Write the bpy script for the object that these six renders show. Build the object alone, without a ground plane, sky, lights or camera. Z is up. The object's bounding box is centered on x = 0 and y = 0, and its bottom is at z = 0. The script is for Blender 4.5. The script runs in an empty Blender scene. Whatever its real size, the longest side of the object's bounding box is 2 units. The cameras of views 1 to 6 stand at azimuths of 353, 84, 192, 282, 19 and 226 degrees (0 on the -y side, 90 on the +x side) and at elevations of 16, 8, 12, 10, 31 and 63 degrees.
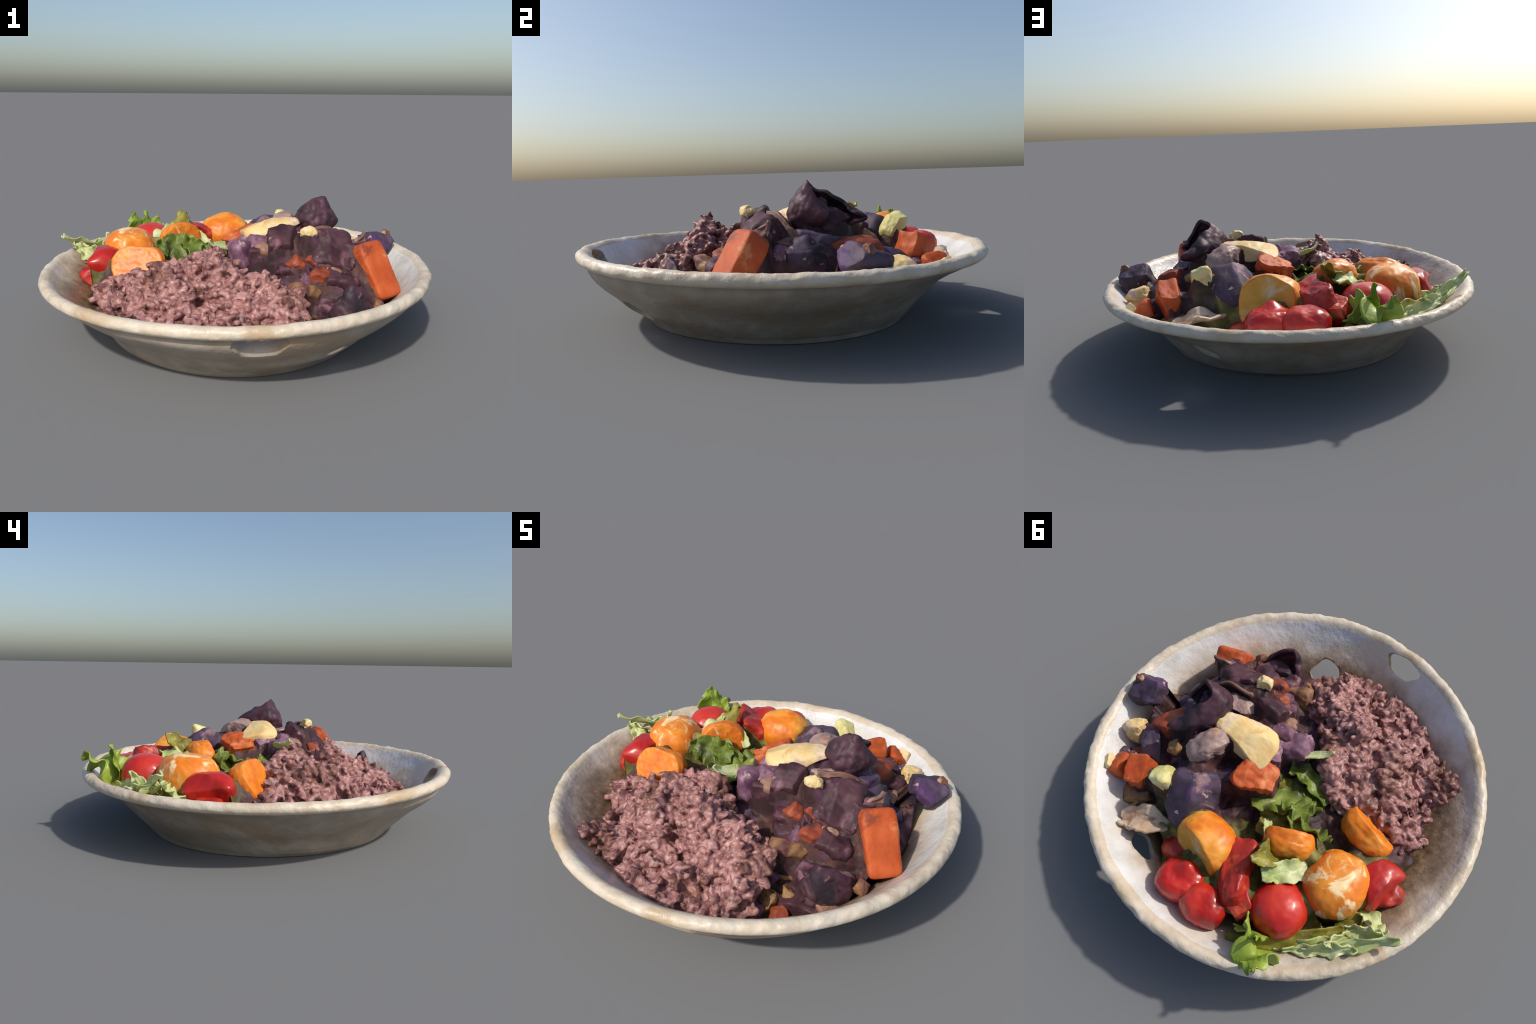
"""A shallow off-white bowl heaped with brown rice, roasted root vegetables,
orange pieces, tomatoes and lettuce.  Everything is built procedurally."""
import bpy, bmesh, math, random
import numpy as np
from mathutils import Vector, Matrix, Euler, noise
from mathutils.bvhtree import BVHTree

random.seed(7)
TAU = 2 * math.pi
COL = bpy.context.scene.collection


# ------------------------------------------------------------------ helpers
def new_object(name, mesh, mat=None, parent=None, label=None, category=None, loc=None):
    ob = bpy.data.objects.new(name, mesh)
    COL.objects.link(ob)
    if mat and mesh is not None:
        mesh.materials.clear()
        mesh.materials.append(mat)
    if loc is not None:
        ob.location = loc
    if parent:
        ob.parent = parent
    if label:
        ob["label"] = label
        ob["category"] = category
    return ob


def mesh_from(verts, faces, name, smooth=True):
    me = bpy.data.meshes.new(name)
    me.from_pydata([tuple(v) for v in verts], [], faces)
    me.validate()
    if smooth:
        me.polygons.foreach_set("use_smooth", [True] * len(me.polygons))
    me.update()
    return me


def fbm(p, scale, octaves=3, seed=0.0):
    q = Vector((p[0] * scale + seed, p[1] * scale - seed * 1.7, p[2] * scale + seed * 0.6))
    s, a = 0.0, 1.0
    for _ in range(octaves):
        s += a * noise.noise(q)
        q = q * 2.03
        a *= 0.5
    return s


def ridge(p, scale, seed=0.0):
    q = Vector((p[0] * scale + seed, p[1] * scale - seed, p[2] * scale + 2 * seed))
    return 1 - 2 * abs(noise.noise(q))


def catmull(pts, n):
    """n samples of a Catmull-Rom spline through the control points."""
    P = [Vector(p) for p in pts]
    P = [2 * P[0] - P[1]] + P + [2 * P[-1] - P[-2]]
    out = []
    for i in range(n):
        t = i / (n - 1) * (len(P) - 3)
        k = min(int(t), len(P) - 4)
        f = t - k
        a, b, c, d = P[k:k + 4]
        out.append(0.5 * ((2 * b) + (c - a) * f + (2 * a - 5 * b + 4 * c - d) * f * f + (3 * b - a - 3 * c + d) * f ** 3))
    return out


# ---------------------------------------------------------------- materials
def srgb(r, g, b):
    f = lambda c: (c / 255 / 12.92) if c <= 10 else (((c / 255) + 0.055) / 1.055) ** 2.4
    return (f(r), f(g), f(b), 1.0)


class Nodes:
    def __init__(self, name):
        self.mat = bpy.data.materials.new(name)
        self.mat.use_nodes = True
        self.nt = self.mat.node_tree
        self.bsdf = self.nt.nodes["Principled BSDF"]
        co = self.nt.nodes.new("ShaderNodeTexCoord")
        info = self.nt.nodes.new("ShaderNodeObjectInfo")
        mul = self.nt.nodes.new("ShaderNodeMath")
        mul.operation = "MULTIPLY"
        mul.inputs[1].default_value = 9.0
        add = self.nt.nodes.new("ShaderNodeVectorMath")
        self.link(info.outputs["Random"], mul.inputs[0])
        self.link(co.outputs["Object"], add.inputs[0])
        self.link(mul.outputs[0], add.inputs[1])
        self.raw = co.outputs["Object"]
        self.random = info.outputs["Random"]
        self.co = add.outputs[0]

    def link(self, a, b):
        self.nt.links.new(a, b)

    def noise(self, scale, detail=3.0, rough=0.55, distort=0.0, co=None, stretch=None):
        n = self.nt.nodes.new("ShaderNodeTexNoise")
        n.inputs["Scale"].default_value = scale
        n.inputs["Detail"].default_value = detail
        n.inputs["Roughness"].default_value = rough
        n.inputs["Distortion"].default_value = distort
        src = co or self.co
        if stretch:
            m = self.nt.nodes.new("ShaderNodeMapping")
            m.inputs["Scale"].default_value = stretch
            self.link(src, m.inputs["Vector"])
            src = m.outputs[0]
        self.link(src, n.inputs["Vector"])
        return n.outputs["Fac"]

    def voronoi(self, scale, feature="F1"):
        n = self.nt.nodes.new("ShaderNodeTexVoronoi")
        n.feature = feature
        n.inputs["Scale"].default_value = scale
        self.link(self.co, n.inputs["Vector"])
        return n.outputs["Distance"]

    def ramp(self, fac, stops, smooth=False):
        r = self.nt.nodes.new("ShaderNodeValToRGB")
        els = r.color_ramp.elements
        while len(els) < len(stops):
            els.new(0.5)
        for e, (pos, col) in zip(els, stops):
            e.position = pos
            e.color = col
        if smooth:
            r.color_ramp.interpolation = "EASE"
        self.link(fac, r.inputs[0])
        return r.outputs[0]

    def mask(self, fac, lo, hi):
        m = self.nt.nodes.new("ShaderNodeMapRange")
        m.interpolation_type = "SMOOTHSTEP"
        m.inputs["From Min"].default_value = lo
        m.inputs["From Max"].default_value = hi
        self.link(fac, m.inputs["Value"])
        return m.outputs[0]

    def math(self, op, a, b):
        m = self.nt.nodes.new("ShaderNodeMath")
        m.operation = op
        for i, v in enumerate((a, b)):
            if isinstance(v, (int, float)):
                m.inputs[i].default_value = v
            else:
                self.link(v, m.inputs[i])
        return m.outputs[0]

    def mix(self, fac, a, b):
        m = self.nt.nodes.new("ShaderNodeMix")
        m.data_type = "RGBA"
        for sock, v in ((m.inputs[0], fac), (m.inputs[6], a), (m.inputs[7], b)):
            if isinstance(v, (tuple, float, int)):
                sock.default_value = v
            else:
                self.link(v, sock)
        return m.outputs[2]

    def axis(self, i):
        s = self.nt.nodes.new("ShaderNodeSeparateXYZ")
        self.link(self.raw, s.inputs[0])
        return s.outputs[i]

    def finish(self, color, rough=0.5, bump=None, bump_strength=0.3, bump_dist=0.01, spec=0.4, coat=0.0, sss=None, translucent=0.0):
        self.link(color, self.bsdf.inputs["Base Color"])
        self.bsdf.inputs["Roughness"].default_value = rough
        self.bsdf.inputs["Specular IOR Level"].default_value = spec
        self.bsdf.inputs["Coat Weight"].default_value = coat
        self.bsdf.inputs["Coat Roughness"].default_value = 0.2
        if bump is not None:
            b = self.nt.nodes.new("ShaderNodeBump")
            b.inputs["Strength"].default_value = bump_strength
            b.inputs["Distance"].default_value = bump_dist
            self.link(bump, b.inputs["Height"])
            self.link(b.outputs[0], self.bsdf.inputs["Normal"])
        if translucent:
            out = self.nt.nodes["Material Output"]
            tr = self.nt.nodes.new("ShaderNodeBsdfTranslucent")
            self.link(color, tr.inputs["Color"])
            mx = self.nt.nodes.new("ShaderNodeMixShader")
            mx.inputs[0].default_value = translucent
            self.link(self.bsdf.outputs[0], mx.inputs[1])
            self.link(tr.outputs[0], mx.inputs[2])
            self.link(mx.outputs[0], out.inputs["Surface"])
        return self.mat


def blotchy(name, stops, scale=9, detail=4, rough=0.5, tint=None, char=None, speck=None, speck_at=(0.66, 0.74), speck_scale=22, patch=None, patch_at=(0.55, 0.68), patch_scale=5,
            bump_scale=60, bump=0.25, coat=0.0, spec=0.35, stretch=None):
    """Mottled food surface: a noise-driven colour ramp, larger patches and small specks."""
    N = Nodes(name)
    c = N.ramp(N.noise(scale, detail, 0.6, 0.4, stretch=stretch), stops)
    if patch:
        c = N.mix(N.mask(N.noise(patch_scale, 3, 0.5, 0.6), *patch_at), c, patch)
    if tint:                                    # paler flesh showing through the skin
        c = N.mix(N.mask(N.noise(3.4, 4, 0.62, 1.1), 0.57, 0.68), c, tint)
    if char:                                    # oven-browned places
        c = N.mix(N.mask(N.noise(4.3, 4, 0.65, 0.9, stretch=(1, 1, 1.3)), 0.56, 0.70), c, char)
    if speck:
        c = N.mix(N.mask(N.noise(speck_scale, 2, 0.5), *speck_at), c, speck)
    return N.finish(c, rough, N.noise(bump_scale, 3), bump, 0.006, spec, coat)


M = {}
M["beet"] = blotchy("roasted_beet", [(0.25, srgb(42, 26, 31)), (0.5, srgb(66, 40, 46)), (0.75, srgb(98, 66, 74))], 7, tint=srgb(132, 94, 104), char=srgb(38, 28, 30),
                    speck=srgb(160, 122, 120), speck_at=(0.67, 0.78), patch=srgb(58, 36, 52), rough=0.55, spec=0.25)
M["violet"] = blotchy("violet_potato_skin", [(0.25, srgb(48, 38, 46)), (0.5, srgb(74, 60, 76)), (0.78, srgb(108, 90, 104))], 6, tint=srgb(156, 124, 126), char=srgb(44, 36, 38),  # ramp dimmed and dulled to match pieces lying on the shadow side
                      speck=srgb(176, 146, 138), patch=srgb(82, 58, 92), rough=0.6, spec=0.25)
M["mauve"] = blotchy("pale_beet_flesh", [(0.2, srgb(74, 48, 62)), (0.5, srgb(120, 84, 102)), (0.8, srgb(160, 126, 140))], 12, tint=srgb(176, 146, 152), char=srgb(60, 42, 50),
                     speck=srgb(198, 172, 176), patch=srgb(88, 54, 74), rough=0.55, spec=0.25)
M["carrot"] = blotchy("roasted_carrot", [(0.2, srgb(156, 70, 34)), (0.5, srgb(186, 84, 40)), (0.8, srgb(202, 108, 62))], 8, tint=srgb(210, 128, 80), char=srgb(136, 66, 44),
                      speck=srgb(216, 150, 118), speck_at=(0.70, 0.82), patch=srgb(176, 70, 38), rough=0.55, spec=0.25)
M["carrot_dark"] = blotchy("browned_carrot", [(0.2, srgb(100, 48, 36)), (0.5, srgb(142, 68, 46)), (0.8, srgb(172, 92, 62))], 7, tint=srgb(150, 100, 84), char=srgb(72, 44, 42),
                           patch=srgb(86, 50, 50), rough=0.55, spec=0.25)
M["potato"] = blotchy("roasted_potato", [(0.2, srgb(206, 160, 92)), (0.5, srgb(226, 196, 136)), (0.8, srgb(234, 220, 188))], 5, tint=srgb(214, 184, 172), char=srgb(196, 146, 76),
                      patch=srgb(202, 160, 160), patch_at=(0.60, 0.72), speck=srgb(150, 100, 120), speck_at=(0.73, 0.82), rough=0.5, spec=0.3)
M["potato_brown"] = blotchy("browned_potato", [(0.2, srgb(108, 78, 52)), (0.5, srgb(156, 118, 78)), (0.8, srgb(192, 152, 106))], 7, tint=srgb(186, 152, 112), char=srgb(84, 56, 50),
                            patch=srgb(112, 72, 68), patch_at=(0.54, 0.68), rough=0.55, spec=0.25)
M["parsnip"] = blotchy("pale_parsnip", [(0.2, srgb(170, 160, 88)), (0.5, srgb(206, 196, 128)), (0.8, srgb(232, 220, 164))], 6, tint=srgb(228, 210, 160), char=srgb(186, 138, 96),
                       patch=srgb(198, 138, 132), patch_at=(0.6, 0.7), rough=0.5)
M["onion"] = blotchy("roasted_onion", [(0.2, srgb(120, 94, 90)), (0.5, srgb(162, 134, 126)), (0.8, srgb(194, 168, 152))], 6, tint=srgb(196, 170, 160), char=srgb(106, 80, 74),
                     patch=srgb(124, 92, 104), patch_at=(0.54, 0.68), speck=srgb(170, 112, 62), speck_at=(0.69, 0.78), speck_scale=12, rough=0.45, spec=0.35, stretch=(1, 1, 3))
M["onion_pale"] = blotchy("pale_onion", [(0.2, srgb(184, 154, 128)), (0.5, srgb(214, 190, 166)), (0.8, srgb(234, 218, 200))], 6,
                          patch=srgb(170, 128, 96), patch_at=(0.6, 0.72), rough=0.4)
M["onion_tan"] = blotchy("tan_onion", [(0.2, srgb(150, 120, 94)), (0.5, srgb(190, 162, 134)), (0.8, srgb(222, 204, 182))], 6, char=srgb(132, 96, 74), patch=srgb(160, 118, 88), patch_at=(0.56, 0.68), rough=0.4)
M["onion_brown"] = blotchy("browned_onion", [(0.2, srgb(92, 66, 58)), (0.5, srgb(136, 100, 84)), (0.8, srgb(176, 140, 120))], 6, tint=srgb(170, 140, 126), char=srgb(72, 52, 50),
                           patch=srgb(88, 60, 66), patch_at=(0.54, 0.68), rough=0.5, spec=0.3)
M["chicory"] = blotchy("wilted_purple_leaf", [(0.2, srgb(42, 28, 36)), (0.5, srgb(72, 46, 56)), (0.8, srgb(106, 72, 80))], 7, tint=srgb(112, 84, 88), char=srgb(40, 34, 38),
                       patch=srgb(50, 44, 50), speck=srgb(160, 142, 130), speck_at=(0.71, 0.8), speck_scale=14, rough=0.5, spec=0.25)


def crevice_material():
    N = Nodes("dark_gap_fill")
    N.co = N.raw
    c = N.ramp(N.noise(9, 4, 0.62, 0.5), [(0.2, srgb(34, 24, 26)), (0.45, srgb(58, 38, 40)), (0.65, srgb(92, 62, 56)), (0.85, srgb(140, 104, 78))])
    c = N.mix(N.mask(N.noise(6, 3, 0.5, 0.8), 0.52, 0.66), c, N.ramp(N.noise(15, 3), [(0.3, srgb(56, 36, 52)), (0.7, srgb(98, 66, 82))]))
    # under the salad the scraps are leaf, not beet
    side = N.math("ADD", N.math("SUBTRACT", N.axis(1), N.math("MULTIPLY", N.axis(0), 0.6)), N.math("MULTIPLY", N.noise(5, 3), 0.3))
    green = N.ramp(N.noise(8, 4, 0.6, 0.6), [(0.3, srgb(50, 48, 24)), (0.5, srgb(92, 88, 40)), (0.7, srgb(146, 140, 82))])
    c = N.mix(N.mask(side, 0.46, 0.62), c, green)
    return N.finish(c, 0.55, N.noise(40, 3), 0.35, 0.008, 0.25)


M["crevice"] = crevice_material()


def orange_material(name, pith):
    N = Nodes(name)
    c = N.ramp(N.noise(6.5, 4, 0.62, 0.5), [(0.25, srgb(192, 84, 20)), (0.48, srgb(220, 122, 30)), (0.78, srgb(236, 172, 72))])
    veins = N.noise(8, 4, 0.6, 1.4, stretch=(1.0, 1.0, 0.4))
    c = N.mix(N.mask(veins, pith, pith + 0.14), c, srgb(242, 212, 160))
    return N.finish(c, 0.42, N.voronoi(45), 0.06, 0.006, 0.4)


def orange_cut_material():
    N = Nodes("orange_membrane")
    c = N.ramp(N.noise(8, 4, 0.6, 0.8), [(0.3, srgb(206, 140, 36)), (0.5, srgb(216, 164, 66)), (0.68, srgb(222, 204, 176))])
    return N.finish(c, 0.45, N.noise(50), 0.2, 0.006, 0.4)


def tomato_material():
    N = Nodes("tomato_skin")
    c = N.ramp(N.noise(5, 3, 0.5, 0.2), [(0.3, srgb(156, 24, 18)), (0.55, srgb(188, 38, 26)), (0.8, srgb(204, 66, 46))])
    c = N.mix(N.mask(N.noise(16, 2), 0.72, 0.78), c, srgb(150, 52, 30))
    return N.finish(c, 0.32, N.noise(14, 2), 0.25, 0.012, 0.5, 0.15)


def tomato_wet_material():
    N = Nodes("tomato_flesh")
    c = N.ramp(N.noise(9, 4, 0.6, 0.5), [(0.3, srgb(128, 24, 18)), (0.55, srgb(180, 50, 36)), (0.8, srgb(214, 104, 70))])
    return N.finish(c, 0.42, N.noise(24, 3), 0.35, 0.01, 0.45, 0.0)


def leaf_material(name, dark, mid, light, vein):
    N = Nodes(name)
    c = N.ramp(N.noise(8, 4, 0.6, 0.5), [(0.28, dark), (0.5, mid), (0.72, light)])
    c = N.mix(N.mask(N.noise(6, 3, 0.5, 1.0, stretch=(3, 1, 1)), 0.62, 0.74), c, vein)
    return N.finish(c, 0.42, N.noise(30, 3), 0.4, 0.008, 0.4, 0.0, translucent=0.25)


M["orange"] = orange_material("orange_flesh", 0.66)
M["orange_pith"] = orange_material("orange_flesh_with_pith", 0.50)
M["orange_cut"] = orange_cut_material()
M["tomato"] = tomato_material()
M["tomato_wet"] = tomato_wet_material()
M["lettuce"] = leaf_material("green_lettuce", srgb(54, 60, 26), srgb(110, 126, 48), srgb(152, 166, 76), srgb(190, 198, 134))
M["lettuce_bright"] = leaf_material("bright_lettuce", srgb(104, 124, 40), srgb(156, 178, 66), srgb(188, 204, 104), srgb(222, 228, 164))
M["lettuce_pale"] = leaf_material("pale_lettuce", srgb(172, 192, 104), srgb(206, 214, 148), srgb(230, 232, 194), srgb(222, 226, 176))
M["lettuce_olive"] = leaf_material("olive_lettuce", srgb(92, 86, 26), srgb(150, 142, 56), srgb(194, 186, 100), srgb(216, 206, 140))


def rice_material():
    N = Nodes("red_rice")
    fine = N.noise(26, 4, 0.6, 0.6)
    c = N.ramp(fine, [(0.33, srgb(66, 41, 43)), (0.45, srgb(138, 94, 89)), (0.60, srgb(176, 130, 123)), (0.8, srgb(214, 176, 170))])
    c = N.mix(N.mask(N.noise(4.2, 3), 0.48, 0.64), c, N.ramp(fine, [(0.3, srgb(76, 48, 42)), (0.7, srgb(150, 104, 88))]))
    return N.finish(c, 0.42, N.noise(70, 3), 0.3, 0.006, 0.35)


M["rice"] = rice_material()


def bowl_material(name, pale, mid, dark, tan, stained):
    N = Nodes(name)
    N.co = N.raw
    c = N.ramp(N.noise(7, 4, 0.6), [(0.3, dark), (0.55, mid), (0.8, pale)])
    c = N.mix(N.mask(N.noise(3.0, 3, 0.5, 0.5), 0.50, 0.68), c, tan)
    if stained:
        # sauce and starch dried on the inside of the wall: a ragged band round the food, widest on the left
        ragged = N.math("MULTIPLY", N.math("SUBTRACT", N.noise(6, 4, 0.6), 0.5), 0.16)
        left = N.math("MULTIPLY", N.mask(N.math("MULTIPLY", N.axis(0), -1.0), 0.35, 0.75), 0.085)
        height = N.math("SUBTRACT", N.math("ADD", N.axis(2), ragged), left)
        c = N.mix(N.math("MULTIPLY", N.math("SUBTRACT", 1.0, N.mask(height, 0.17, 0.31)), 0.75), c, srgb(192, 162, 130))  # tan gradient painted for warm light bounced off the food
        stain = N.ramp(N.noise(20, 4, 0.65), [(0.3, srgb(70, 54, 40)), (0.55, srgb(118, 95, 70)), (0.8, srgb(166, 140, 108))])
        c = N.mix(N.math("SUBTRACT", 1.0, N.mask(height, 0.13, 0.25)), c, stain)
    return N.finish(c, 0.32 if stained else 0.42, N.noise(16, 4, 0.6), 0.35, 0.02, 0.45)


M["bowl_in"] = bowl_material("glazed_bowl_inside", srgb(232, 231, 229), srgb(218, 216, 212), srgb(198, 194, 187), srgb(210, 197, 176), True)
M["bowl_rim"] = bowl_material("glazed_bowl_rim", srgb(222, 213, 199), srgb(208, 195, 175), srgb(190, 172, 146), srgb(190, 166, 134), False)  # tan tint partly paints warm sunlight on the rim
M["bowl_out"] = bowl_material("shade_darkened_bowl_outside", srgb(176, 166, 153), srgb(160, 149, 135), srgb(142, 130, 116), srgb(150, 132, 110), False)  # greyed below the rim colour to carry the shade under the bowl


# --------------------------------------------------------------------- bowl
def rim_height(t):
    """Height of the crest of the rim above its mean, by azimuth."""
    return 0.004 + 0.009 * math.cos(t) - 0.008 * math.sin(t) - 0.007 * math.cos(2 * t)


def rim_radius(t):
    return 1.0005 - 0.001 * math.cos(t) + 0.002 * math.cos(2 * t) - 0.0014 * math.cos(3 * t) + 0.005 * math.sin(3 * t)


# outer wall: radius at each height as mean + harmonics of the azimuth (cos, sin, cos 2, sin 2, cos 3, sin 3)
WALL = [(0.000, 0.650, -0.007, -0.022, 0.007, -0.002, 0.002, 0.010),
        (0.025, 0.672, -0.009, -0.021, 0.000, 0.000, 0.003, 0.004),
        (0.050, 0.694, -0.004, -0.020, 0.002, 0.000, 0.005, 0.004),
        (0.090, 0.731, 0.004, -0.024, -0.012, -0.012, 0.000, 0.010),
        (0.140, 0.780, -0.006, -0.026, -0.006, -0.006, 0.000, 0.002),
        (0.200, 0.855, 0.012, -0.038, -0.010, -0.006, 0.008, -0.002),
        (0.255, 0.922, 0.012, -0.028, -0.010, -0.003, 0.012, -0.002),
        (0.290, 0.964, 0.000, -0.002, 0.004, 0.000, 0.000, 0.002)]


def harmonics(c, t):
    return c[0] + c[1] * math.cos(t) + c[2] * math.sin(t) + c[3] * math.cos(2 * t) + c[4] * math.sin(2 * t) + c[5] * math.cos(3 * t) + c[6] * math.sin(3 * t)


DENTS = [(-80, 0.022, 24), (82, 0.046, 15), (54, -0.036, 13), (-36, -0.020, 16), (14, 0.010, 14), (-125, -0.012, 18)]      # azimuth, depth, half width


def dents(t, z):
    d = 0.0
    for at, depth, width in DENTS:
        a = ((t - math.radians(at)) + math.pi) % TAU - math.pi
        d += depth * math.exp(-(a / math.radians(width)) ** 2)
    return d * math.exp(-((z - 0.15) / 0.075) ** 2)


def outer_radius(t, z):
    return sum(wall_at(t, min(0.29, max(0.0, z + d))) for d in (-.024, -.012, 0, .012, .024)) / 5 if z > 0.03 else wall_at(t, z)


def wall_at(t, z):
    for a, b in zip(WALL, WALL[1:]):
        if z <= b[0]:
            f = max(0.0, (z - a[0]) / (b[0] - a[0]))
            return harmonics(a[1:], t) * (1 - f) + harmonics(b[1:], t) * f + dents(t, z)
    return harmonics(WALL[-1][1:], t)


def lean(t, z):
    """The inside of the wall, like the outside, is fuller at the front than at the back."""
    h = min(1.0, max(0.0, z / 0.16)) * min(1.0, max(0.0, (0.33 - z) / 0.10))
    return -0.016 * h * math.sin(t)


def residue(t, z):
    """Smeared leftovers thicken the inside of the wall on the left."""
    a = (t - math.radians(177) + math.pi) % TAU - math.pi
    return 0.090 * math.exp(-(a / 0.78) ** 2) * math.exp(-((z - 0.15) / 0.10) ** 2) * min(1.0, max(0.0, (0.33 - z) / 0.05))


OUTER = [(0.0, 0.012), (0.40, 0.008), (0.60, 0.003), (0.640, 0.0), (0.652, 0.004), (0.668, 0.022), (0.692, 0.05), (0.732, 0.09), (0.785, 0.14), (0.855, 0.20), (0.925, 0.258), (0.966, 0.290)]
LIP = [(0.966, 0.290), (0.986, 0.298), (0.997, 0.311), (0.996, 0.327), (0.985, 0.340), (0.969, 0.345), (0.951, 0.340), (0.934, 0.326)]
INNER = [(0.934, 0.326), (0.902, 0.290), (0.835, 0.224), (0.755, 0.152), (0.695, 0.100), (0.63, 0.060), (0.50, 0.040), (0.25, 0.034), (0.0, 0.034)]


def inner_radius(t, z):
    """Radius of the inside of the wall at azimuth t and height z."""
    zs = z / 0.345 * 0.345
    pts = INNER[::-1]
    r = pts[-1][0] + max(0.0, zs - 0.326) * 1.0
    if zs <= pts[0][1]:
        r = 0.5
    else:
        for (r0, z0), (r1, z1) in zip(pts, pts[1:]):
            if z0 <= zs <= z1 and z1 > z0:
                r = r0 + (r1 - r0) * (zs - z0) / (z1 - z0)
    r += lean(t, z) - residue(t, z)
    return min(r, outer_radius(t, z) - 0.018) if z > 0.07 else r


def build_bowl():
    prof = []
    for part, (pts, n) in enumerate(((OUTER, 44), (LIP, 22), (INNER, 44))):
        s = catmull([(r, z, 0) for r, z in pts], n)
        prof += [(max(p.x, 0.0), p.y, part) for p in (s if part == 2 else s[:-1])]
    NT = 520
    verts, faces, tags = [], [], []
    rows = len(prof)
    for j in range(NT):
        t = j / NT * TAU
        ct, st = math.cos(t), math.sin(t)
        for (r, z, part) in prof:
            k = min(1.0, max(0.0, z / 0.33)) ** 1.5
            rr = r * (1 + (rim_radius(t) - 1.0) * k)
            if part == 2:
                rr += lean(t, z) * min(1, r / 0.6) - (residue(t, z) if r > 0.3 else 0)
                if z > 0.07:
                    rr = min(rr, outer_radius(t, z) - 0.018)
            elif part == 0 and r > 0.3:
                blend = min(1.0, max(0.0, (z - 0.262) / 0.028)) if r > 0.7 else 0.0
                rr = (outer_radius(t, z) if r > 0.645 else r * outer_radius(t, 0.0) / 0.645) * (1 - blend) + rr * blend
            zz = z + rim_height(t) * k
            p = (rr * ct, rr * st, zz)
            lip = math.exp(-((z - 0.33) / 0.035) ** 2) if part else math.exp(-((z - 0.30) / 0.02) ** 2)
            d = lip * (0.006 * fbm(p, 9, 3, 3.1) + 0.004 * fbm(p, 34, 2, 7.0))
            if part == 2:
                d += 0.009 * fbm(p, 7, 3, 9.0)
            elif part == 0:
                d += 0.006 * fbm(p, 3, 2, 5.0) * min(1, z / 0.08)
            verts.append(((rr + d * 0.7) * ct, (rr + d * 0.7) * st, max(0.0, zz + d * 0.8 * (1 if r > 0.62 else 0))))
    for j in range(NT):
        a, b = j * rows, ((j + 1) % NT) * rows
        for i in range(rows - 1):
            if prof[i][0] < 1e-6:
                f = (a, b + i + 1, a + i + 1)
            elif prof[i + 1][0] < 1e-6:
                f = (a + i, b + i, rows - 1)
            else:
                f = (a + i, b + i, b + i + 1, a + i + 1)
            faces.append(f)
            part, z, r = prof[i][2], prof[i][1], prof[i][0]
            tags.append(3 if (part == 0 and r < 0.645) else (0, 1, 2)[part])
    me = bpy.data.meshes.new("bowl_whole")
    me.from_pydata(verts, [], faces)
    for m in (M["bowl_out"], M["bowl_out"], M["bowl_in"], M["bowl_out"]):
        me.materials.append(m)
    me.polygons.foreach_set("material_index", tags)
    me.polygons.foreach_set("use_smooth", [True] * len(faces))
    bm = bmesh.new()
    bm.from_mesh(me)
    bmesh.ops.remove_doubles(bm, verts=bm.verts, dist=1e-5)
    bmesh.ops.recalc_face_normals(bm, faces=bm.faces)
    bm.to_mesh(me)
    bm.free()
    whole = new_object("bowl_whole", me)

    # openings worn right through the wall: centre, half sizes (along the wall, up the slope)
    HOLES = [((-0.004, -0.932, 0.272), 0.106, 0.054, 0.075), ((0.355, -0.692, 0.112), 0.086, 0.074, 0.075), ((0.245, 0.780, 0.162), 0.080, 0.054, 0.075), ((-0.735, 0.402, 0.190), 0.012, 0.068, 0.030)]
    cv, cf = [], []
    for (cx, cy, cz), hu, hv, deep in HOLES:
        c = Vector((cx, cy, cz))
        out = Vector((cx, cy, 0)).normalized()
        along = Vector((-out.y, out.x, 0))
        nrm = (out * 0.62 - Vector((0, 0, 0.78))).normalized()
        up = nrm.cross(along).normalized()
        base = len(cv)
        K = 48
        for side in (-1, 1):
            for i in range(K):
                a = i / K * TAU
                w = 1 + 0.07 * math.sin(3 * a + cx * 9) + 0.04 * math.sin(5 * a + cy * 7)
                cv.append(c + along * hu * w * math.cos(a) + up * hv * w * math.sin(a) + nrm * deep * side)
        for i in range(K):
            k = (i + 1) % K
            cf.append((base + i, base + k, base + K + k, base + K + i))
        cf.append(tuple(base + i for i in reversed(range(K))))
        cf.append(tuple(base + K + i for i in range(K)))
    cme = mesh_from(cv, cf, "hole_cutter", False)
    bm = bmesh.new()
    bm.from_mesh(cme)
    bmesh.ops.recalc_face_normals(bm, faces=bm.faces)
    bm.to_mesh(cme)
    bm.free()
    cutter = new_object("hole_cutter", cme)
    mod = whole.modifiers.new("cut", "BOOLEAN")
    mod.object = cutter
    mod.operation = "DIFFERENCE"
    mod.solver = "EXACT"
    bpy.context.view_layer.update()
    dg = bpy.context.evaluated_depsgraph_get()
    done = bpy.data.meshes.new_from_object(whole.evaluated_get(dg))
    bpy.data.objects.remove(whole)
    bpy.data.objects.remove(cutter)

    # split by region, keeping the whole body's normals
    bowl = new_object("bowl", None, label="shallow round off-white bowl with an uneven rolled rim", category="bowl")
    normals = [v.normal.copy() for v in done.vertices]
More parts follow.
